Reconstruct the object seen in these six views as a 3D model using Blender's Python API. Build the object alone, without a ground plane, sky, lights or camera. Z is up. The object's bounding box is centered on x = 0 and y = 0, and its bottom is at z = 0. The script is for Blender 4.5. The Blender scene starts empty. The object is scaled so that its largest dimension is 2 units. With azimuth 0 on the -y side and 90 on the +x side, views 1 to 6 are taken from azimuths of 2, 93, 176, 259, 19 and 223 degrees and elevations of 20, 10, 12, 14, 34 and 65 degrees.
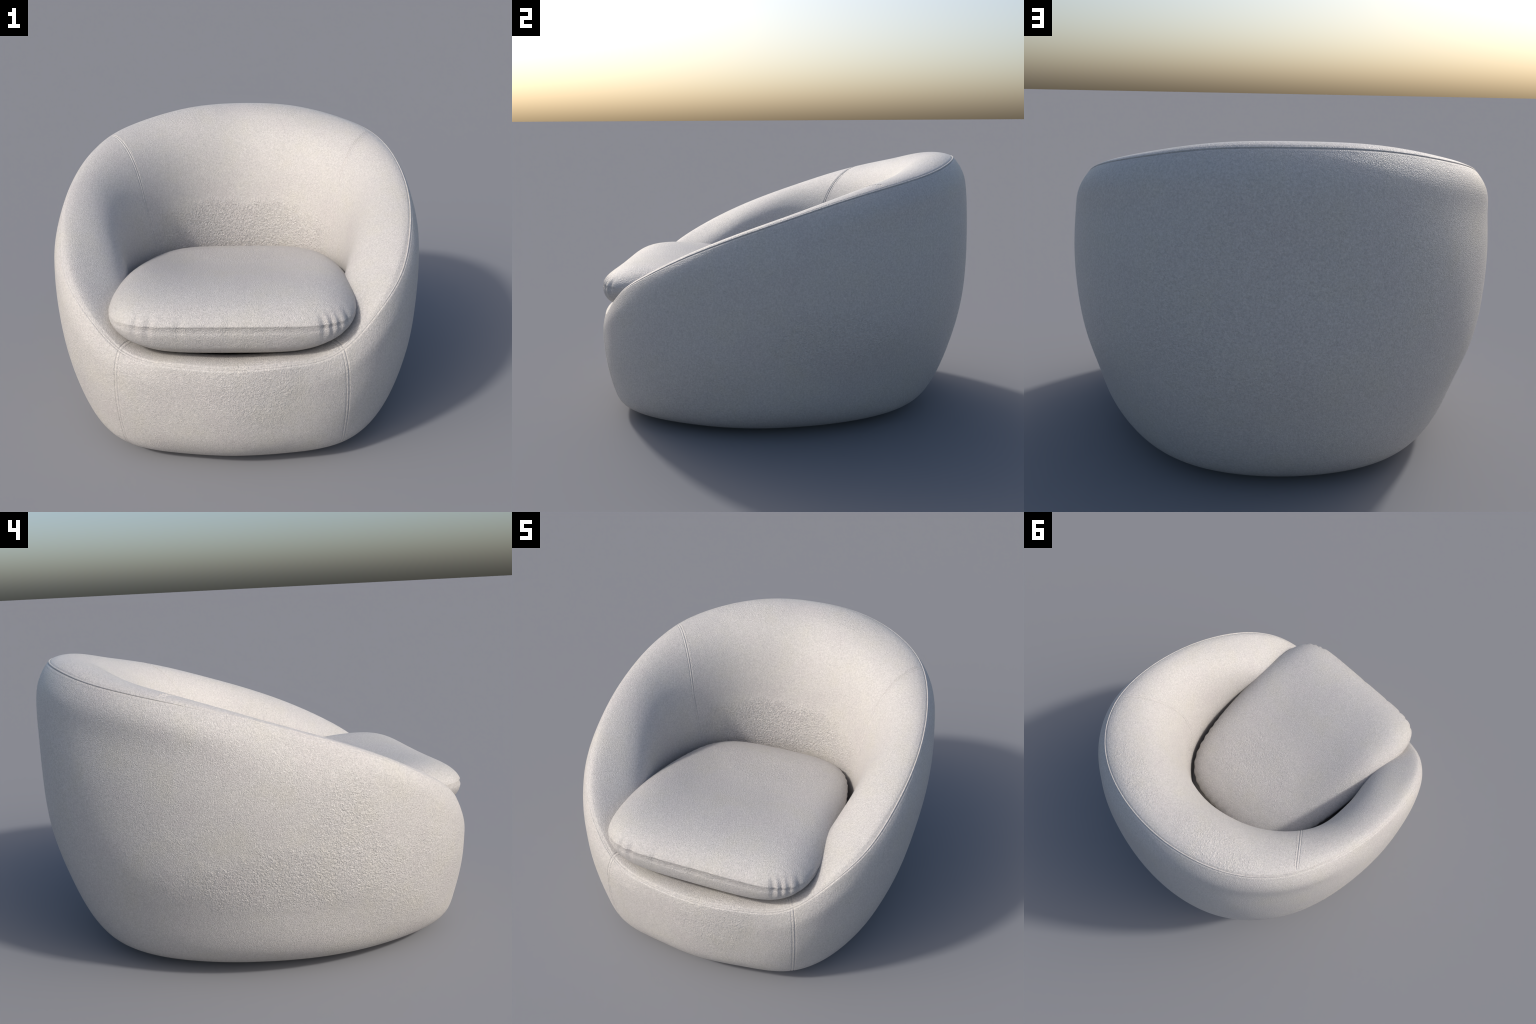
"""Barrel (tub) armchair: one upholstered shell with piped rim, sewn panels
and a loose box-less seat cushion.  Everything is lofted from a few profiles."""
import bpy, math
import numpy as np

rng = np.random.default_rng(7)

# ----------------------------------------------------------------- helpers
def cubic(x, y, xq, left=None, right=None):
    """Cubic spline through (x, y); ends natural, or clamped to a slope."""
    x = np.asarray(x, float); y = np.asarray(y, float); xq = np.asarray(xq, float)
    n = len(x); h = np.diff(x)
    A = np.zeros((n, n)); B = np.zeros(y.shape)
    for i in range(1, n - 1):
        A[i, i-1], A[i, i], A[i, i+1] = h[i-1], 2*(h[i-1]+h[i]), h[i]
        B[i] = 6*((y[i+1]-y[i])/h[i] - (y[i]-y[i-1])/h[i-1])
    if left is None: A[0, 0] = 1
    else: A[0, 0], A[0, 1] = 2*h[0], h[0]; B[0] = 6*((y[1]-y[0])/h[0]-left)
    if right is None: A[-1, -1] = 1
    else: A[-1, -1], A[-1, -2] = 2*h[-1], h[-1]; B[-1] = 6*(right-(y[-1]-y[-2])/h[-1])
    M = np.linalg.solve(A, B.reshape(n, -1)).reshape(B.shape)
    i = np.clip(np.searchsorted(x, xq)-1, 0, n-2)
    sh = (-1,)+(1,)*(y.ndim-1)
    t = (xq-x[i]).reshape(sh); g = h[i].reshape(sh)
    return ((M[i]*(g-t)**3+M[i+1]*t**3)/(6*g) + (y[i]/g-M[i]*g/6)*(g-t)
            + (y[i+1]/g-M[i+1]*g/6)*t)

def smooth(a, b, x):
    t = np.clip((x-a)/(b-a), 0, 1)
    return t*t*(3-2*t)

def gauss(x, s):
    return np.exp(-(x/s)**2)

def graded(lo, hi, step, marks, fine, reach):
    """Sample positions lo..hi, spaced `step`, closing up to `fine` round marks."""
    out = [lo]; x = lo
    while x < hi:
        d = min([abs(x-m) for m in marks] + [1e9])
        s = step if d > reach*2 else fine if d < reach else fine+(step-fine)*(d-reach)/reach
        nxt = x+s
        for m in marks:
            if x < m-1e-9 < nxt-1e-9: nxt = m
        x = nxt
        out.append(min(x, hi))
    return np.array(out)

# ------------------------------------------------------- rim seam of the tub
# direction from front (degrees), radius and height of the piped rim; left/right symmetric
RIM_ANGLE = np.radians([0, 15, 27.5, 38, 48, 60, 75, 92, 110, 126, 142, 160, 180])
RIM_RADIUS = np.array([.991, 1.006, 1.019, 1.022, .998, .940, .888, .864, .874, .908, .928, .924, .917])
RIM_HEIGHT = np.array([.535, .546, .580, .707, .808, .911, 1.014, 1.106, 1.192, 1.254, 1.301, 1.343, 1.355])
def rim(angle):
    a = np.abs((angle+np.pi) % (2*np.pi)-np.pi)
    return (cubic(RIM_ANGLE, RIM_RADIUS, a, 0., 0.),
            cubic(RIM_ANGLE, RIM_HEIGHT, a, 0., 0.))

# -------------------------------------------------- outer wall of the tub
# wall radius at fractions of the rim height, for directions front(0) .. back(180)
WALL_DIRECTION = np.radians([0, 16, 32, 50, 70, 95, 125, 152, 180])
WALL_HEIGHT = np.array([0, .045, .12, .25, .42, .60, .76, .88, .955])
WALL_RADIUS = np.array([
    [.825, .872, .922, .968, .990, .998, .998, .995, .991],
    [.812, .883, .932, .977, 1.000, 1.009, 1.012, 1.010, 1.005],
    [.795, .897, .967, 1.003, 1.028, 1.046, 1.052, 1.048, 1.032],
    [.685, .824, .905, .959, .995, 1.017, 1.023, 1.019, 1.005],
    [.622, .750, .831, .884, .928, .946, .950, .942, .924],
    [.585, .700, .788, .845, .889, .919, .923, .909, .884],
    [.585, .726, .807, .871, .943, .971, .971, .961, .947],
    [.630, .780, .859, .931, .988, 1.014, 1.010, .992, .969],
    [.664, .776, .854, .921, .985, 1.000, .995, .987, .958]])

def outer_wall(angle, q):
    """Rows q (0 floor .. 1 rim) x columns angle -> radius, height."""
    a = np.abs((angle+np.pi) % (2*np.pi)-np.pi)
    R = cubic(WALL_DIRECTION, WALL_RADIUS, a, 0., 0.)
    rr, rz = rim(angle)
    R = np.concatenate([R, rr[:, None]], 1)
    Z = np.append(WALL_HEIGHT, 1.)[None]*rz[:, None]
    s = np.append(0, np.cumsum(np.median(np.hypot(np.diff(R, axis=1), np.diff(Z, axis=1)), axis=0)))
    Q = cubic(s, np.stack([R.T, Z.T], -1), q*s[-1])
    return Q[..., 0], np.maximum(Q[..., 1], 0), s[-1]

# -------------------------------------------------- inside of the tub
WELL_CENTRE, WELL_HALF, WELL_BACK, WELL_FRONT = -.17, .546, .622, .60
DECK = .43
def well_radius(angle):
    """Polar radius of the rounded seat well, seen from the chair axis."""
    lo = np.zeros_like(angle); hi = np.full_like(angle, 1.2)
    for _ in range(40):
        m = (lo+hi)/2
        y = -m*np.cos(angle)-WELL_CENTRE
        x = np.abs(m*np.sin(angle))/(WELL_HALF-.065*smooth(.0, -.42, y))
        n = np.where(y > 0, 2.42, 3.6)
        inside = x**n + np.abs(y/np.where(y > 0, WELL_BACK, WELL_FRONT))**n < 1
        lo = np.where(inside, m, lo); hi = np.where(inside, hi, m)
    return lo

INNER_DIRECTION = np.radians([0, 30, 50, 70, 95, 125, 152, 180])
CREST_RISE = [.006, .008, .018, .013, .012, .015, .016, .017]
ROLL_POWER = [2.8, 3.1, 4.0, 3.3, 2.45, 2.85, 3.0, 2.72]
def inner_wall(angle, q):
    a = np.abs((angle+np.pi) % (2*np.pi)-np.pi)
    rr, rz = rim(angle); rw = well_radius(angle)
    b = cubic(INNER_DIRECTION, np.array(CREST_RISE), a, 0., 0.)[None]
    p = cubic(INNER_DIRECTION, np.array(ROLL_POWER), a, 0., 0.)[None]
    t = (q*np.pi/2)[:, None]
    inset = np.sin(t)**(2/p); drop = 1-np.clip(np.cos(t), 0, 1)**(2/p)
    r = rr[None]-(rr-rw)[None]*inset
    z = rz[None]-(rz-DECK)[None]*drop + b*(inset/.2)*np.exp(1-inset/.2)*(1-inset)
    return r, z

# ------------------------------------------------------------ sewn seams
FRONT_SEAM = math.radians(28.0)
BACK_SEAM = math.radians(123.0)
seam_angles = [FRONT_SEAM, BACK_SEAM, 2*np.pi-BACK_SEAM, 2*np.pi-FRONT_SEAM]
ANG = graded(0, 2*np.pi, math.radians(1.1), seam_angles, math.radians(.13), math.radians(1.1))[:-1]
Q_OUT = np.unique(np.round(1-graded(0, 1, .011, [0], .0016, .022), 6))
Q_IN = np.unique(np.round(graded(0, 1, .010, [0], .0022, .035), 6))[1:]

REGULAR = np.linspace(0, 2*np.pi, 1440, endpoint=False)
Ro, Zo, wall_length = outer_wall(REGULAR, Q_OUT)
Ri, Zi = inner_wall(REGULAR, Q_IN)
R = np.concatenate([Ro, Ri]); Z = np.concatenate([Zo, Zi])
# the front seams splay outwards on their way down: swing those columns aside
signed = (ANG+np.pi) % (2*np.pi)-np.pi
swing = np.sign(signed)*gauss(np.abs(signed)-FRONT_SEAM, math.radians(13))
lower = np.concatenate([1-Q_OUT, 0*Q_IN])
ANGLE = ANG[None]+math.radians(2.6)*lower[:, None]*swing[None]
# the inner back seams run forwards as they go down
swing = np.sign(signed)*gauss(np.abs(signed)-BACK_SEAM, math.radians(24))
inner = np.concatenate([0*Q_OUT, np.minimum(Q_IN/.535, 1.15)**.9])
ANGLE = ANGLE-math.radians(10)*inner[:, None]*swing[None]
R = np.stack([np.interp(a, REGULAR, r, period=2*np.pi) for a, r in zip(ANGLE, R)])
Z = np.stack([np.interp(a, REGULAR, z, period=2*np.pi) for a, z in zip(ANGLE, Z)])
n_out, n_in, n_ang = len(Q_OUT), len(Q_IN), len(ANG)
P = np.stack([R*np.sin(ANGLE), -R*np.cos(ANGLE), Z], -1)            # rows, columns, xyz

def round_over(P, row, radius, reach):
    """Ease the profile columns round `row`: Gaussian average along the arc, fading out with distance."""
    arc = np.concatenate([np.zeros((1, P.shape[1])), np.cumsum(np.linalg.norm(np.diff(P, axis=0), axis=-1), axis=0)])
    d = arc-arc[row]; Q = P.copy()
    step = np.gradient(arc, axis=0)
    lo = int(np.argmax((d > -reach*1.7).any(1))); hi = len(d)-int(np.argmax((d[::-1] < reach*1.7).any(1)))
    for i in range(lo, hi):
        w = np.exp(-((arc-arc[i])/radius)**2)*step
        m = (w[..., None]*P).sum(0)/w.sum(0)[:, None]
        k = np.exp(-(np.abs(d[i])/reach)**4)[:, None]
        Q[i] = P[i]*(1-k)+m*k
    return Q

def grid_normals(P):
    du = np.roll(P, -1, 1)-np.roll(P, 1, 1)
    dv = np.gradient(P, axis=0)
    N = np.cross(du, dv); N /= np.linalg.norm(N, axis=-1, keepdims=True)+1e-12
    return N
front_share = smooth(1.0, .6, P[n_out-1][:, 2])
P = round_over(P, n_out-1, (.033+.006*front_share)[None], .100)
N = grid_normals(P)

# signed distance (metres) from each seam, and the dip it presses in the cover
row_rim = n_out-1
arc = np.concatenate([np.zeros((1, n_ang)), np.cumsum(np.linalg.norm(np.diff(P, axis=0), axis=-1), axis=0)])
from_rim = arc-arc[row_rim]
def seam_dip(d):
    """Sewn seam: the join itself, a flat rolled lip, and a line of top-stitching."""
    return -.0034*gauss(d+.0050, .0020) + .0003*gauss(d-.0015, .0045) - .0022*gauss(d-.0085, .0020)
relief = np.zeros(R.shape)
for k, s in enumerate(seam_angles):
    d = (ANG[None]-s)*R
    if k in (0, 3):           # front panel seams: all the way up, over the rim, into the well
        relief += .85*seam_dip(d*(1 if s > np.pi else -1))*(1-.8*gauss(from_rim, .006))
    else:                     # inner back seams fade out towards the seat
        fade = smooth(.006, .035, from_rim)*smooth(.92, .50, from_rim)
        relief += seam_dip(d*(1 if s > np.pi else -1))*fade*(1. if s > np.pi else .75)
# the rim seam stands up as piping round the back and down one arm, elsewhere it is a plain stitched line
rim_x, rim_z = P[row_rim][:, 0], P[row_rim][:, 2]
piped = np.where(rim_x > 0, smooth(.62, .95, rim_z), smooth(1.14, 1.27, rim_z))
piped = np.maximum(piped, smooth(1.27, 1.30, rim_z))
relief += (-.0018*piped[None]*gauss(from_rim, .0056)
           - .0030*(1-piped)[None]*(gauss(from_rim-.005, .0022)+.6*gauss(from_rim+.006, .0022)))
relief += .0008*gauss(np.abs(from_rim)-.013, .006)
# soft upholstery unevenness
relief += .0018*np.sin(3.1*P[..., 0]+1.3)*np.sin(4.3*P[..., 2]+2*P[..., 1])
P = P+N*relief[..., None]
P[..., 2] = np.maximum(P[..., 2], 0)

# ------------------------------------------------------------- materials
def nodes_of(mat):
    mat.use_nodes = True
    nt = mat.node_tree
    for n in list(nt.nodes): nt.nodes.remove(n)
    return nt

def leather(name, tint, patches, plain=()):
    """Pebbled off-white cover; `patches` are (centre, size, strength) of coarser grain."""
    mat = bpy.data.materials.new(name); nt = nodes_of(mat); L = nt.links
    def node(kind, **kw):
        n = nt.nodes.new(kind)
        for k, v in kw.items(): setattr(n, k, v)
        return n
    def math_node(op, a, b=None, c=None, clamp=False):
        n = node('ShaderNodeMath', operation=op, use_clamp=clamp)
        for i, v in enumerate((a, b, c)):
            if v is None: continue
            if isinstance(v, (int, float)): n.inputs[i].default_value = v
            else: L.new(v, n.inputs[i])
        return n.outputs[0]
    def noise(scale, detail=2, rough=.5, vec=None, dist=0):
        n = node('ShaderNodeTexNoise'); n.inputs['Scale'].default_value = scale
        n.inputs['Detail'].default_value = detail; n.inputs['Roughness'].default_value = rough
        n.inputs['Distortion'].default_value = dist
        L.new(vec or co, n.inputs['Vector']); return n
    tc = node('ShaderNodeTexCoord'); co = tc.outputs['Object']
    ragged = noise(6, 4, .65).outputs['Fac']
    def blob(c, size):
        m = node('ShaderNodeVectorMath', operation='SUBTRACT'); L.new(co, m.inputs[0]); m.inputs[1].default_value = c
        d = node('ShaderNodeVectorMath', operation='DIVIDE'); L.new(m.outputs[0], d.inputs[0]); d.inputs[1].default_value = size
        ln = node('ShaderNodeVectorMath', operation='LENGTH'); L.new(d.outputs[0], ln.inputs[0])
        e = math_node('MULTIPLY_ADD', ragged, 1.1, -.55)
        r = math_node('ADD', ln.outputs['Value'], e)
        mr = node('ShaderNodeMapRange', interpolation_type='SMOOTHSTEP')
        L.new(r, mr.inputs[0]); mr.inputs[1].default_value = 1.22; mr.inputs[2].default_value = .66
        return mr.outputs[0]
    coarse = None
    for c, size, s in patches:
        b = math_node('MULTIPLY', blob(c, size), s)
        coarse = b if coarse is None else math_node('MAXIMUM', coarse, b)
    # grain: fine pebbles everywhere, larger worm-like pebbles in the patches
    fine = noise(235, 2, .6, dist=.5).outputs['Fac']
    pebble = node('ShaderNodeTexVoronoi', feature='SMOOTH_F1'); pebble.inputs['Scale'].default_value = 280
    L.new(co, pebble.inputs['Vector'])
    worm = noise(96, 2, .55, dist=.8).outputs['Fac']
    h1 = math_node('ADD', fine, math_node('MULTIPLY', pebble.outputs['Distance'], .5))
    h2 = math_node('MULTIPLY', math_node('MULTIPLY', worm, 3.0), coarse) if coarse is not None else None
    height = math_node('ADD', h1, h2) if h2 is not None else h1
    strength = .68
    bump = node('ShaderNodeBump'); bump.inputs['Distance'].default_value = .004
    bump.inputs['Strength'].default_value = strength
    L.new(height, bump.inputs['Height'])
    if plain:
        q = None
        for c, size in plain:
            b = blob(c, size); q = b if q is None else math_node('MAXIMUM', q, b)
        L.new(math_node('MULTIPLY_ADD', q, -strength*.4, strength), bump.inputs['Strength'])
    # colour: even warm white, faint large drift in hue, fine speck
    drift = noise(5.5, 3, .6); 
    ramp = node('ShaderNodeValToRGB'); L.new(drift.outputs['Fac'], ramp.inputs[0])
    lo, mid, hi = [tuple(t*k for t, k in zip(tint, kk))+(1,) for kk in ((.985, .975, .985), (1, 1, 1), (1.0, .997, .965))]
    ramp.color_ramp.elements[0].position = .32; ramp.color_ramp.elements[0].color = lo
    ramp.color_ramp.elements[1].position = .70; ramp.color_ramp.elements[1].color = hi
    e = ramp.color_ramp.elements.new(.5); e.color = mid
    mottle = noise(120, 2, .62).outputs['Fac']
    speck = node('ShaderNodeMapRange'); L.new(math_node('ADD', math_node('MULTIPLY', fine, .4), math_node('MULTIPLY', mottle, .6)), speck.inputs[0])
    if coarse is not None:                              # pebbles read darker in their valleys
        v = math_node('MULTIPLY', math_node('MULTIPLY_ADD', worm, .55, -.275), coarse)
        L.new(math_node('ADD', speck.inputs[0].links[0].from_socket, v), speck.inputs[0])
    speck.inputs[1].default_value = .36; speck.inputs[2].default_value = .64
    speck.inputs[3].default_value = .83; speck.inputs[4].default_value = 1.12
    mul = node('ShaderNodeMix', data_type='RGBA', blend_type='MULTIPLY'); mul.inputs[0].default_value = 1
    L.new(ramp.outputs[0], mul.inputs[6]); L.new(speck.outputs[0], mul.inputs[7])
    bsdf = node('ShaderNodeBsdfPrincipled'); out = node('ShaderNodeOutputMaterial')
    L.new(mul.outputs[2], bsdf.inputs['Base Color']); L.new(bump.outputs[0], bsdf.inputs['Normal'])
    bsdf.inputs['Roughness'].default_value = .40
    bsdf.inputs['Specular IOR Level'].default_value = .5
    L.new(bsdf.outputs[0], out.inputs['Surface'])
    return mat

TINT = (.512, .492, .472)
BODY_PATCHES = [((0, .45, .68), (.72, .34, .19), 1.2),           # lower inner back
                ((-.92, -.02, .50), (.35, .62, .15), .8),        # one flank
                ((-.92, -.22, .68), (.30, .16, .22), .65),
                ((-.80, -.60, .40), (.35, .34, .24), .55),
                ((.92, .30, .55), (.30, .36, .17), .6),          # other flank
                ((.90, -.45, .30), (.30, .30, .25), .4),
                ((-.42, .63, 1.37), (.36, .24, .09), .6),        # top of the back
                ((.35, .72, 1.39), (.42, .20, .09), .5),
                ((0, 1.0, .80), (.75, .25, .45), .4),            # outer back
                ((.10, -1.0, .42), (.20, .20, .18), .5)]         # front
cover = leather('pebbled_leather', TINT, BODY_PATCHES, plain=[((-.08, .90, 1.37), (.28, .055, .06))])
cushion_cover = leather('cushion_leather', tuple(c*k for c, k in zip(TINT, (.93, .935, .945))), [((.05, .05, .72), (.34, .24, .2), .55), ((0, -.93, .68), (.3, .2, .12), .3)])
piping_cover = leather('piping_leather', TINT, [])
def simple(name, col, rough):
    mat = bpy.data.materials.new(name); nt = nodes_of(mat)
    tc = nt.nodes.new('ShaderNodeTexCoord'); no = nt.nodes.new('ShaderNodeTexNoise'); no.inputs['Scale'].default_value = 60
    rp = nt.nodes.new('ShaderNodeValToRGB'); b = nt.nodes.new('ShaderNodeBsdfPrincipled'); o = nt.nodes.new('ShaderNodeOutputMaterial')
    rp.color_ramp.elements[0].color = tuple(c*.94 for c in col)+(1,); rp.color_ramp.elements[1].color = tuple(col)+(1,)
    nt.links.new(tc.outputs['Object'], no.inputs['Vector']); nt.links.new(no.outputs['Fac'], rp.inputs[0])
    nt.links.new(rp.outputs[0], b.inputs['Base Color']); b.inputs['Roughness'].default_value = rough
    nt.links.new(b.outputs[0], o.inputs['Surface']); return mat
deck_cloth = simple('deck_cloth', (.50, .475, .45), .85)
thread = simple('sewing_thread', (.45, .43, .41), .6)

# ------------------------------------------------------------ build objects
chair = bpy.data.objects.new('tub_armchair', None)
bpy.context.collection.objects.link(chair)
chair['label'] = 'rounded off-white leather tub armchair with loose cushion'
chair['category'] = 'armchair'

def add_part(name, verts, faces, mat, normals=None, parent=chair, stuff=False):
    me = bpy.data.meshes.new(name)
    me.from_pydata([tuple(v) for v in verts], [], faces)
    me.polygons.foreach_set('use_smooth', [True]*len(me.polygons)); me.update()
    if normals is not None:
        me.normals_split_custom_set_from_vertices([tuple(n) for n in normals])
    me.materials.append(mat)
    ob = bpy.data.objects.new(name, me)
    bpy.context.collection.objects.link(ob); ob.parent = parent
    if stuff: ob['kind'] = 'stuff'
    return ob

flat = P.reshape(-1, 3)
whole_normals = grid_normals(P).reshape(-1, 3)

def panel(name, r0, r1, c_from, c_to):
    """Cut rows r0..r1 and the columns between two seam angles out of the cover."""
    cols = []
    i = int(np.argmin(np.abs(ANG-(c_from % (2*np.pi)))))
    end = int(np.argmin(np.abs(ANG-(c_to % (2*np.pi)))))
    cols.append(i)
    while True:
        i = (i+1) % n_ang; cols.append(i)
        if i == end: break
    closed = cols[0] == cols[-1]
    if closed: cols = cols[:-1]
    rows = range(r0, r1+1)
    idx = np.array([[r*n_ang+c for c in cols] for r in rows]).ravel()
    m = len(cols); faces = []
    for a in range(r1-r0):
        for b in range(m if closed else m-1):
            b2 = (b+1) % m
            faces.append((a*m+b, a*m+b2, (a+1)*m+b2, (a+1)*m+b))
    return add_part(name, flat[idx], faces, cover, whole_normals[idx])

last = len(R)-1
panel('front_panel', 0, row_rim, -FRONT_SEAM, FRONT_SEAM)
panel('outer_shell', 0, row_rim, FRONT_SEAM, -FRONT_SEAM)
panel('front_rail', row_rim, last, -FRONT_SEAM, FRONT_SEAM)
panel('inner_armrest', row_rim, last, FRONT_SEAM, BACK_SEAM)
panel('inner_armrest', row_rim, last, -BACK_SEAM, -FRONT_SEAM)
panel('inner_backrest', row_rim, last, BACK_SEAM, -BACK_SEAM)

# underside and seat deck: shallow discs closing the shell
def disc(name, ring, z_mid, mat, up):
    rings = [ring]; c = np.array([0, ring[:, 1].mean(), z_mid])
    for f in (.75, .5, .25): rings.append(c+(ring-c)*f)
    V = np.concatenate(rings+[c[None]]); m = len(ring); F = []
    for a in range(3):
        for b in range(m):
            q = (a*m+b, a*m+(b+1) % m, (a+1)*m+(b+1) % m, (a+1)*m+b)
            F.append(q if up else q[::-1])
    for b in range(m):
        q = (3*m+b, 3*m+(b+1) % m, 4*m); F.append(q if up else q[::-1])
    return add_part(name, V, F, mat)
disc('underside', P[0], 0., deck_cloth, False)
disc('seat_deck', P[-1], DECK+.01, deck_cloth, True)

# piping round the rim: a thin tube lying in the rim valley
def tube(name, path, normals, radius, mat, sides=10, closed=True):
    path = np.asarray(path); m = len(path)
    tang = np.roll(path, -1, 0)-np.roll(path, 1, 0) if closed else np.gradient(path, axis=0)
    tang /= np.linalg.norm(tang, axis=1, keepdims=True)
    side = np.cross(tang, normals); side /= np.linalg.norm(side, axis=1, keepdims=True)
    up = np.cross(side, tang)
    radius = np.broadcast_to(radius, (m,))
    V = [path + (np.cos(a)*side+np.sin(a)*up)*radius[:, None] for a in np.linspace(0, 2*np.pi, sides, endpoint=False)]
    V = np.stack(V, 1).reshape(-1, 3); F = []
    for i in range(m if closed else m-1):
        for j in range(sides):
            i2 = (i+1) % m; j2 = (j+1) % sides
            F.append((i*sides+j, i2*sides+j, i2*sides+j2, i*sides+j2))
    return add_part(name, V, F, mat)
pipe_r = .0030+.0012*piped
wide = P[row_rim-14]-P[row_rim+14]                       # mean surface direction across the rim
run = np.roll(P[row_rim], -1, 0)-np.roll(P[row_rim], 1, 0)
NR = np.cross(wide, run); NR /= np.linalg.norm(NR, axis=1, keepdims=True)
NR *= np.sign(NR[:, 2:3])
tube('rim_piping', P[row_rim]+NR*(-.0045+.0055*piped)[:, None], NR, pipe_r, piping_cover)

# ------------------------------------------------------------- seat cushion
CU_Y, CU_A, CU_F, CU_B = -.30, .555, .657, .690
def cushion_plan(phi):
    """Plan outline: nearly square front, rounded and tapering back."""
    s, c = np.sin(phi), -np.cos(phi)                   # phi 0 = front
    n = np.where(c < 0, 6.0, 3.5)
    k = (np.abs(s)**n+np.abs(c)**n)**(-1/n)
    y = c*k*np.where(c < 0, CU_F, CU_B)
    x = s*k*CU_A*(1-.095*smooth(-.25, .55, y))
    return x, y+CU_Y
M_PHI = 420
phi0 = np.linspace(0, 2*np.pi, 4000, endpoint=False)
xx, yy = cushion_plan(phi0)
L = np.append(0, np.cumsum(np.hypot(np.diff(np.append(xx, xx[0])), np.diff(np.append(yy, yy[0])))))
phi = np.interp(np.linspace(0, L[-1], M_PHI, endpoint=False), L[:-1], phi0)
ex, ey = cushion_plan(phi)
along = np.linspace(0, L[-1], M_PHI, endpoint=False)   # metres along the cushion seam, 0 = front centre
perimeter = L[-1]

def seam_height(y):
    return .705-.078*np.maximum(y+.97, 0)**2

# gathers across the seam: (position along the seam from front centre, width, depth)
def gathers(a):
    a = (a+perimeter/2) % perimeter-perimeter/2
    g = np.zeros_like(a)
    for pos, w, d in [(.395, .011, .010), (.432, .010, .012), (.468, .010, .009), (.52, .012, .007),
                      (-.34, .012, .006), (-.40, .010, .006), (-.47, .012, .004), (-.21, .016, .003), (.0, .02, .002)]:
        g += d*gauss(a-pos, w)
    back = smooth(1.25, 1.5, np.abs(a))                # puckered all along the back
    g += back*.0045*(.5+.5*np.sin(a*2*np.pi/.062+1.2*np.sin(a*9)))
    return g*1.25
G = gathers(along)

t_top = (1-graded(0, 1, .025, [0], .0025, .06))[1:]    # 1 = seam .. 0 = middle
FULL_TOP = cubic(np.radians([0, 60, 120, 180]), np.array([3.7, 5.0, 6.0, 6.0]), np.abs((phi+np.pi) % (2*np.pi)-np.pi), 0., 0.)
def crown(y): return .132-.052*smooth(-.55, .10, y)
def belly(x, y): return (.184-.074*smooth(-.6, .2, y))*(1-.75*(np.abs(x)/.56)**4)
def cushion_rows(rho, top):
    """Pillow halves above and below the seam outline, before rounding and sewing."""
    rows = []
    for t in rho:
        x = ex*t; y = CU_Y+(ey-CU_Y)*t
        if top: z = seam_height(y)+crown(y)*(1-t**FULL_TOP)**.57-.058*np.exp(-(x/.42)**4)*gauss(y+.36, .42)   # sat-in hollow
        else:   z = seam_height(y)-belly(x, y)*(1-t**9)**.52
        rows.append(np.stack([x, y, z+0*x], -1))
    return rows
rows_top = cushion_rows(t_top[:-1], True)
rows_bot = cushion_rows(t_top[:-1], False)
nb = len(rows_bot); total = nb*2+1
C = np.stack(rows_bot[::-1]+cushion_rows([1.0], True)+rows_top)
C[nb, :, 2] = seam_height(C[nb, :, 1])
C[..., :2] += .005*np.stack([np.sin(phi), -np.cos(phi)], -1)[None]*gauss(np.arange(total)-nb, 15)[:, None, None]
C[..., :2] += .011*np.stack([np.sin(phi), -np.cos(phi)], -1)[None]*gauss(np.arange(total)-nb+15, 13)[:, None, None]
C = round_over(C, nb, .040, .100)
c_arc = np.concatenate([np.zeros((1, M_PHI)), np.cumsum(np.linalg.norm(np.diff(C, axis=0), axis=-1), axis=0)])
from_seam = c_arc-c_arc[nb]
pinch = G[None]*np.exp(-(np.abs(from_seam)/.044)**1.8)
thread_line = .0042*gauss(from_seam, .0026)-.0010*gauss(np.abs(from_seam)-.007, .004)
C = C-grid_normals(C)*(pinch+thread_line)[..., None]
CV = C.reshape(-1, 3)
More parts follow.
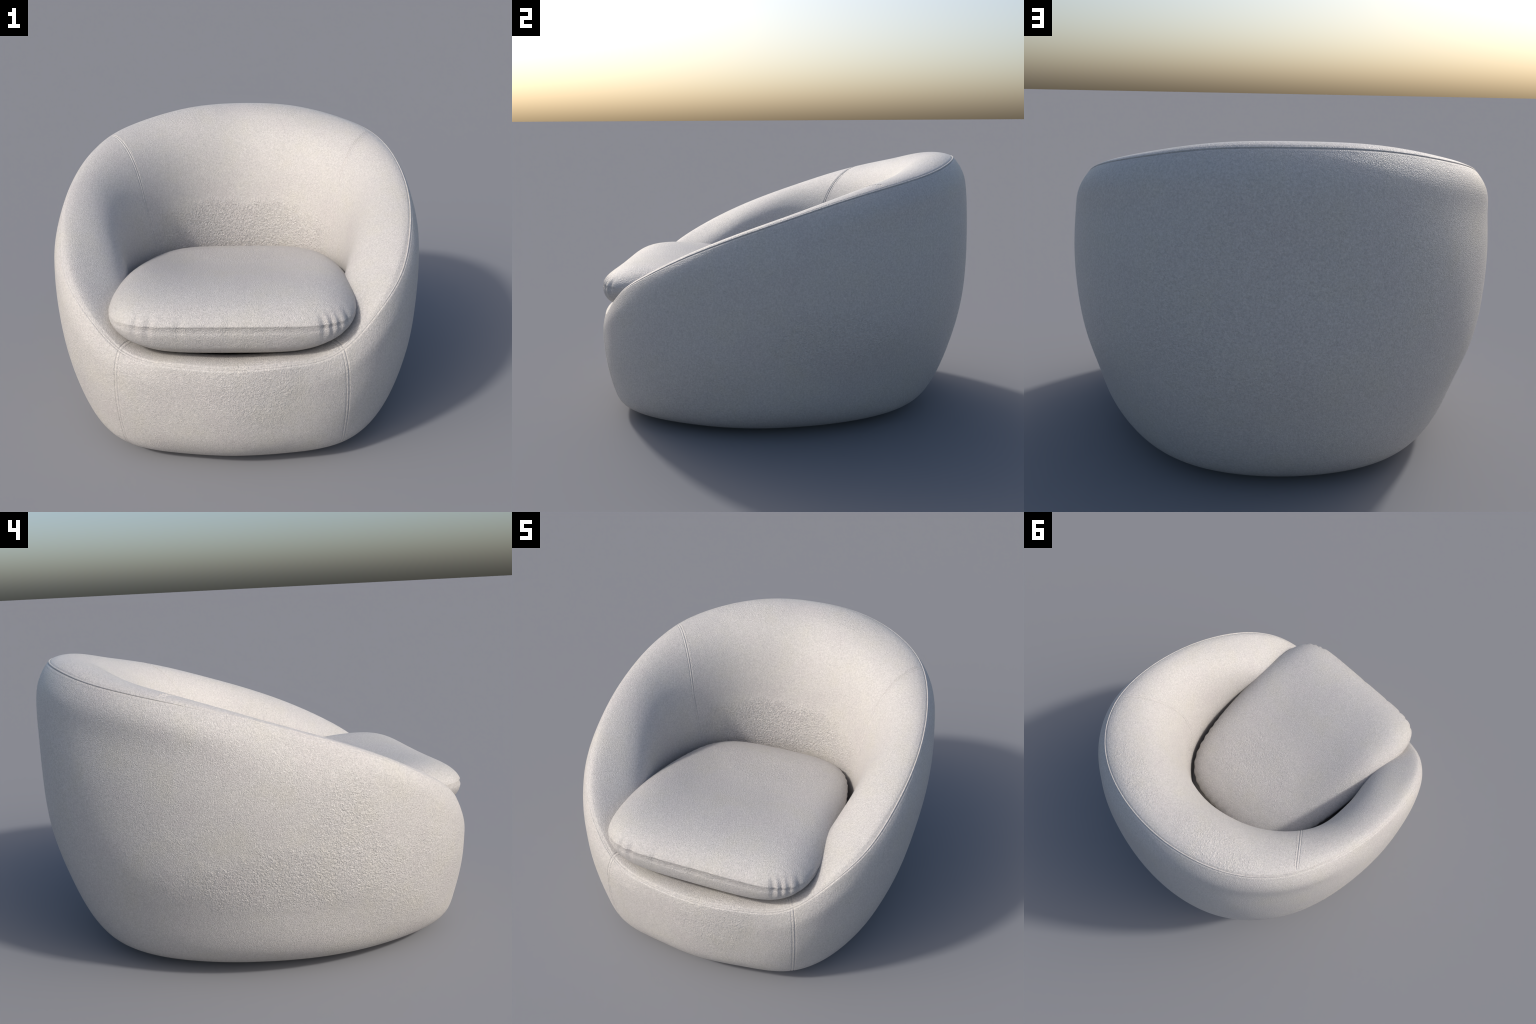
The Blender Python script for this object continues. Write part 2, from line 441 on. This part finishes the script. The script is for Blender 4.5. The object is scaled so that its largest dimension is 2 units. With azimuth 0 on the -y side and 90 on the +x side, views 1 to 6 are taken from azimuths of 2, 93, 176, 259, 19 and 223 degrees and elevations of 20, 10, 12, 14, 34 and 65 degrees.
mid_bot = np.array([[0, CU_Y, seam_height(CU_Y)-belly(0., CU_Y)]]); mid_top = np.array([[0, CU_Y, seam_height(CU_Y)+crown(CU_Y)-.058*gauss(CU_Y+.36, .42)]])
CV = np.concatenate([CV, mid_bot, mid_top])
CF = []
for a in range(total-1):
    for b in range(M_PHI):
        b2 = (b+1) % M_PHI
        CF.append((a*M_PHI+b, a*M_PHI+b2, (a+1)*M_PHI+b2, (a+1)*M_PHI+b))
for b in range(M_PHI):
    b2 = (b+1) % M_PHI
    CF.append((b2, b, total*M_PHI)); CF.append(((total-1)*M_PHI+b, (total-1)*M_PHI+b2, total*M_PHI+1))
cushion = add_part('seat_cushion', CV, CF, cushion_cover)

# ---------------------------------------------- top-stitches beside the inner back seams
capsule = []
for a in np.linspace(0, 2*np.pi, 8, endpoint=False):
    for u, w in ((-1, .0), (-.7, .75), (0, 1), (.7, .75), (1, .0)):
        capsule.append((u, w*math.cos(a), w*math.sin(a)))
capsule = np.array(capsule)
cap_faces = [(i*5+k, ((i+1) % 8)*5+k, ((i+1) % 8)*5+k+1, i*5+k+1) for i in range(8) for k in range(4)]
SV, SF = [], []
NG = grid_normals(P)
for s, sgn in ((BACK_SEAM, 1), (2*np.pi-BACK_SEAM, -1)):
    dist = .045
    while dist < .40:
        c0 = int(np.argmin(np.abs(ANG-s)))
        r = int(np.argmin(np.abs(from_rim[:, c0]-dist)))
        col = int(np.argmin(np.abs((ANG-s)*sgn*R[r, c0]-.0165)))
        p = P[r, col]; nrm = NG[r, col]
        t = P[r+1, col]-P[r-1, col]; t /= np.linalg.norm(t)
        b = np.cross(nrm, t)
        size = .45+.55*smooth(.40, .2, dist)
        base = len(SV)*len(capsule)
        SV.append(p+nrm*.0004+capsule[:, :1]*t*.0058+(capsule[:, 1:2]*b*.0016+capsule[:, 2:3]*nrm*.0014)*size)
        SF += [tuple(i+base for i in f) for f in cap_faces]
        dist += .0165
add_part('stitching', np.concatenate(SV), SF, thread, stuff=True)
